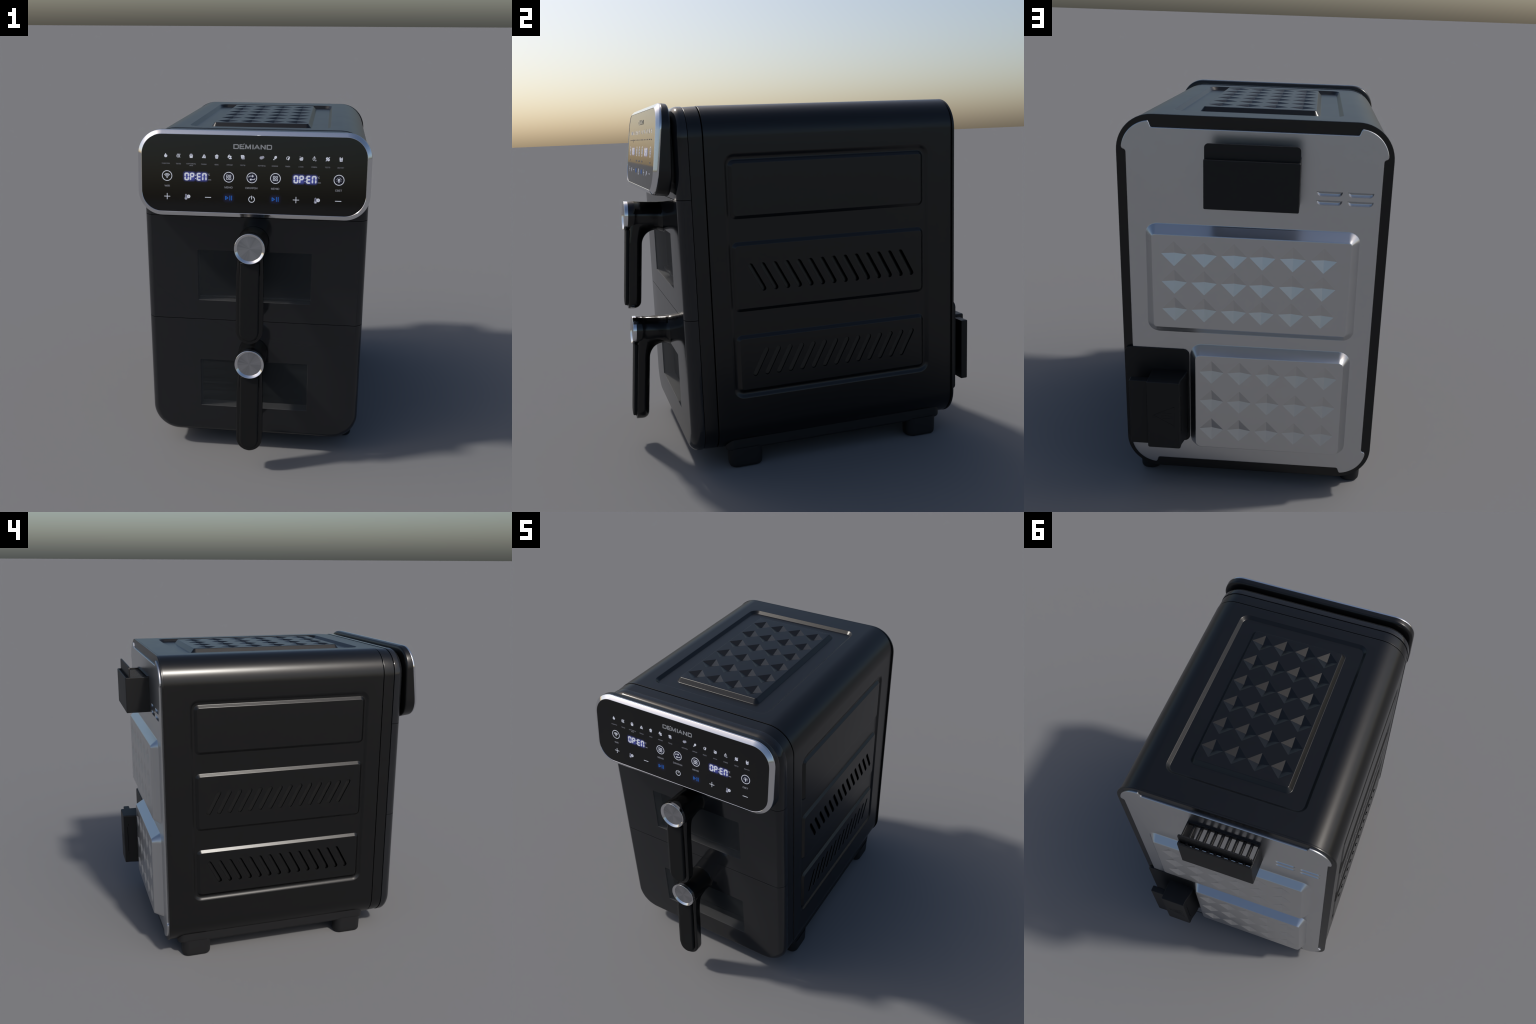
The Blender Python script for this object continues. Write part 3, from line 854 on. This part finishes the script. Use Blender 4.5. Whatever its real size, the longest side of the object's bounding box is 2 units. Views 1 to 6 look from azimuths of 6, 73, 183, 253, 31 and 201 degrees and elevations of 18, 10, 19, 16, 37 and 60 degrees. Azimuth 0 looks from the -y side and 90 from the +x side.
for o, y in ((0.0, YR - 0.004), (0.0, YP - 0.006), (0.0014, YP - 0.0022), (0.0032, YP - 0.0006), (0.0055, YP)):
    c = b.loop([(x, y, z) for x, z in offset_poly(POUT, o)])
    if prev: b.bridge(prev, c, "silver")
    prev = c
PIN = offset_poly(POUT, 0.0055)
up_cols = [0.3705, 0.225, 0.080, -0.056, -0.202, -0.349]
up_dents = [dent_feature(u, 1.3315 - 0.1437 * j, 0.0625, 0.0635, 0.016) for u in up_cols for j in range(3)]
up_pad = rr_feature(0, 1.1845, 0.520, 0.285, 0.058, straight_step(0.047, 0.045, 0.12), up_dents, seg=8)
lo_dents = [dent_feature(0.186 - 0.1423 * i, 0.713 - 0.1645 * j, 0.062, 0.064, 0.016) for i in range(5) for j in range(3)]
lo_pad = rr_feature(-0.1025, 0.538, 0.4085, 0.302, 0.062, straight_step(0.040, 0.059, 0.10), lo_dents, seg=8)
vents = []
for x0 in (-0.297, -0.443):
    for z0 in (1.660, 1.6175):
        hw = 0.0615; cx = x0 - hw
        lp = [(cx + hw, z0), (cx - hw, z0)]
        for k in range(1, 6):
            a = pi + pi / 2 * k / 6; lp.append((cx - hw + 0.022 + 0.022 * math.cos(a), z0 + 0.0235 * math.sin(a)))
        lp += [(cx - hw + 0.022, z0 - 0.0235), (cx + hw - 0.022, z0 - 0.0235)]
        for k in range(1, 6):
            a = 1.5 * pi + pi / 2 * k / 6; lp.append((cx + hw - 0.022 + 0.022 * math.cos(a), z0 + 0.0235 * math.sin(a)))
        lp = lp[:1] + lp[1:]
        vents.append(dict(loop=lambda o, lp=lp: offset_poly(lp, o) if o else lp, prof=[(0, 0), (0.0010, -0.0016), (0.0040, -0.0050), (0.0076, -0.0080), (0.0105, -0.0092)]))
b.region(PIN, lambda u, v, h: (u, YP + h, v), 0.0, [up_pad, lo_pad] + vents, "silver")
back = b.make("back_panel", fryer, angle=24)

# ---------------------------------------------------------------- air outlet deflector (open box with ribs)
b = Builder()
X0, X1, Y0, Y1, Z0, Z1 = -0.2225, 0.2115, YP - 0.001, 0.9975, 1.587, 1.815
b.box((X0, Y1 - 0.011, Z0), (X1, Y1, Z1), "bracket", 0.005)
for xa, xb in ((X0, X0 + 0.011), (X1 - 0.011, X1)): b.box((xa, Y0, Z0 + 0.001), (xb, Y1 - 0.004, Z1), "bracket", 0.003)
b.box((X0 + 0.004, Y0, 1.790), (X1 - 0.004, Y0 + 0.012, Z1 + 0.006), "bracket", 0.002)
outlet = b.make("air_outlet", fryer, angle=35)
b = Builder()
pts = rrect(-0.005, 1.833, 0.2155, 0.050, 0.018, 6)
pts = [(x, z) for x, z in pts]
l0 = b.loop([(x, 0.9655, z) for x, z in pts]); l1 = b.loop([(x, 0.9735, z) for x, z in pts])
b.bridge(l0, l1, "bracket"); b.ngon(l0, "bracket"); b.ngon(l1, "bracket")
b.make("deflector_flap", outlet, angle=35)
b = Builder(); b.box((-0.0078, Y0, 1.780), (0.0078, Y1 - 0.006, Z1 - 0.006), "bracket", 0.004)
rib0 = b.make("rib", outlet, angle=35); pitch = (X1 - X0 - 0.011) / 10
for k in range(1, 10):
    o = rib0 if k == 1 else rib0.copy()
    if k > 1: bpy.context.scene.collection.objects.link(o)
    o.location = (X0 + 0.0055 + pitch * k, 0, 0)

# ---------------------------------------------------------------- cable holder
b = Builder(); prev = None
for o, y in ((0, YP - 0.012), (0, YP + 0.002), (0.001, YP + 0.0045), (0.004, YP + 0.0055)):
    c = b.loop([(x, y, z) for x, z in rrect(0.475, 0.537, 0.1675 - o, 0.269 - o, 0.032 - o, 8)])
    if prev: b.bridge(prev, c, "bracket")
    else: b.ngon(c, "bracket")
    prev = c
b.ngon(prev, "bracket")
holder = b.make("cable_holder", fryer, angle=35)
b = Builder(); prev = None
for g, y in ((0.014, YP + 0.003), (0.012, 0.90), (0.0, 0.960), (0.0, 0.990), (0.002, 0.994), (0.006, 0.996)):
    ex = g if y < 0.97 else 0
    hx, hz = (0.084 + ex / 2, 0.189) if y < 0.97 else (0.084 - g, 0.189 - g)
    c = b.loop([(x, y, z) for x, z in rrect(0.416 - ex / 2, 0.499, hx, hz, 0.008, 4)])
    if prev: b.bridge(prev, c, "bracket")
    prev = c
b.ngon(prev, "bracket")
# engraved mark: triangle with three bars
for p, q in (((0.467, 0.500), (0.362, 0.552)), ((0.362, 0.552), (0.360, 0.442)), ((0.360, 0.442), (0.467, 0.500)),
             ((0.375, 0.515), (0.425, 0.515)), ((0.375, 0.500), (0.425, 0.500)), ((0.375, 0.485), (0.425, 0.485))):
    s_ = stadium(p, q, 0.0016, 3); l0 = b.loop([(x, 0.9955, z) for x, z in s_]); l1 = b.loop([(x, 0.9968, z) for x, z in s_])
    b.bridge(l0, l1, "bracket"); b.ngon(l1, "bracket")
b.make("holder_post", holder, angle=35)
b = Builder(); b.box((0.490, 0.922, 0.311), (0.596, 0.964, 0.674), "bracket", 0.005)
b.make("holder_wing", holder, angle=35)
b = Builder()
for z in (0.385, 0.615):
    pts = [(0.9555 + 0.010 * math.cos(2 * pi * k / 16), z + 0.010 * math.sin(2 * pi * k / 16)) for k in range(16)]
    l0 = b.loop([(0.335, y, q) for y, q in pts]); l1 = b.loop([(0.3318, y - 0.002, q) for y, q in pts]); b.bridge(l0, l1, "dark"); b.ngon(l1, "dark")
b.box((0.3312, 0.966, 0.40), (0.336, 0.970, 0.60), "dark", 0.001)
b.make("screw_hole", holder, angle=35)

# ---------------------------------------------------------------- base tray and feet
b = Builder(); prev = None
for o, z in ((0.0, 0.185), (0.0, 0.110), (0.002, 0.103), (0.007, 0.098), (0.014, 0.096)):
    c = b.loop([(x, y, z) for x, y in rrect(0, 0.109, 0.606 - o, 0.666 - o, 0.045 - o, 8)])
    if prev: b.bridge(prev, c, "rubber")
    else: b.ngon(c, "rubber")
    prev = c
b.ngon(prev, "rubber")
b.make("base_tray", fryer, angle=35)
b = Builder(); prev = None
for o, z in ((-0.002, 0.112), (0.0, 0.060), (0.001, 0.022), (0.003, 0.008), (0.007, 0.002), (0.013, 0.0)):
    c = b.loop([(x, y, z) for x, y in rrect(0, 0, 0.056 - o, 0.096 - o, 0.046 - o, 8)])
    if prev: b.bridge(prev, c, "rubber")
    else: b.ngon(c, "rubber")
    prev = c
b.ngon(prev, "rubber")
foot = b.make("foot", fryer, angle=35)
for k, (x, y) in enumerate(((0.556, -0.443), (-0.556, -0.443), (0.556, 0.650), (-0.556, 0.650))):
    o = foot if k == 0 else foot.copy()
    if k: bpy.context.scene.collection.objects.link(o)
    o.location = (x, y, 0)
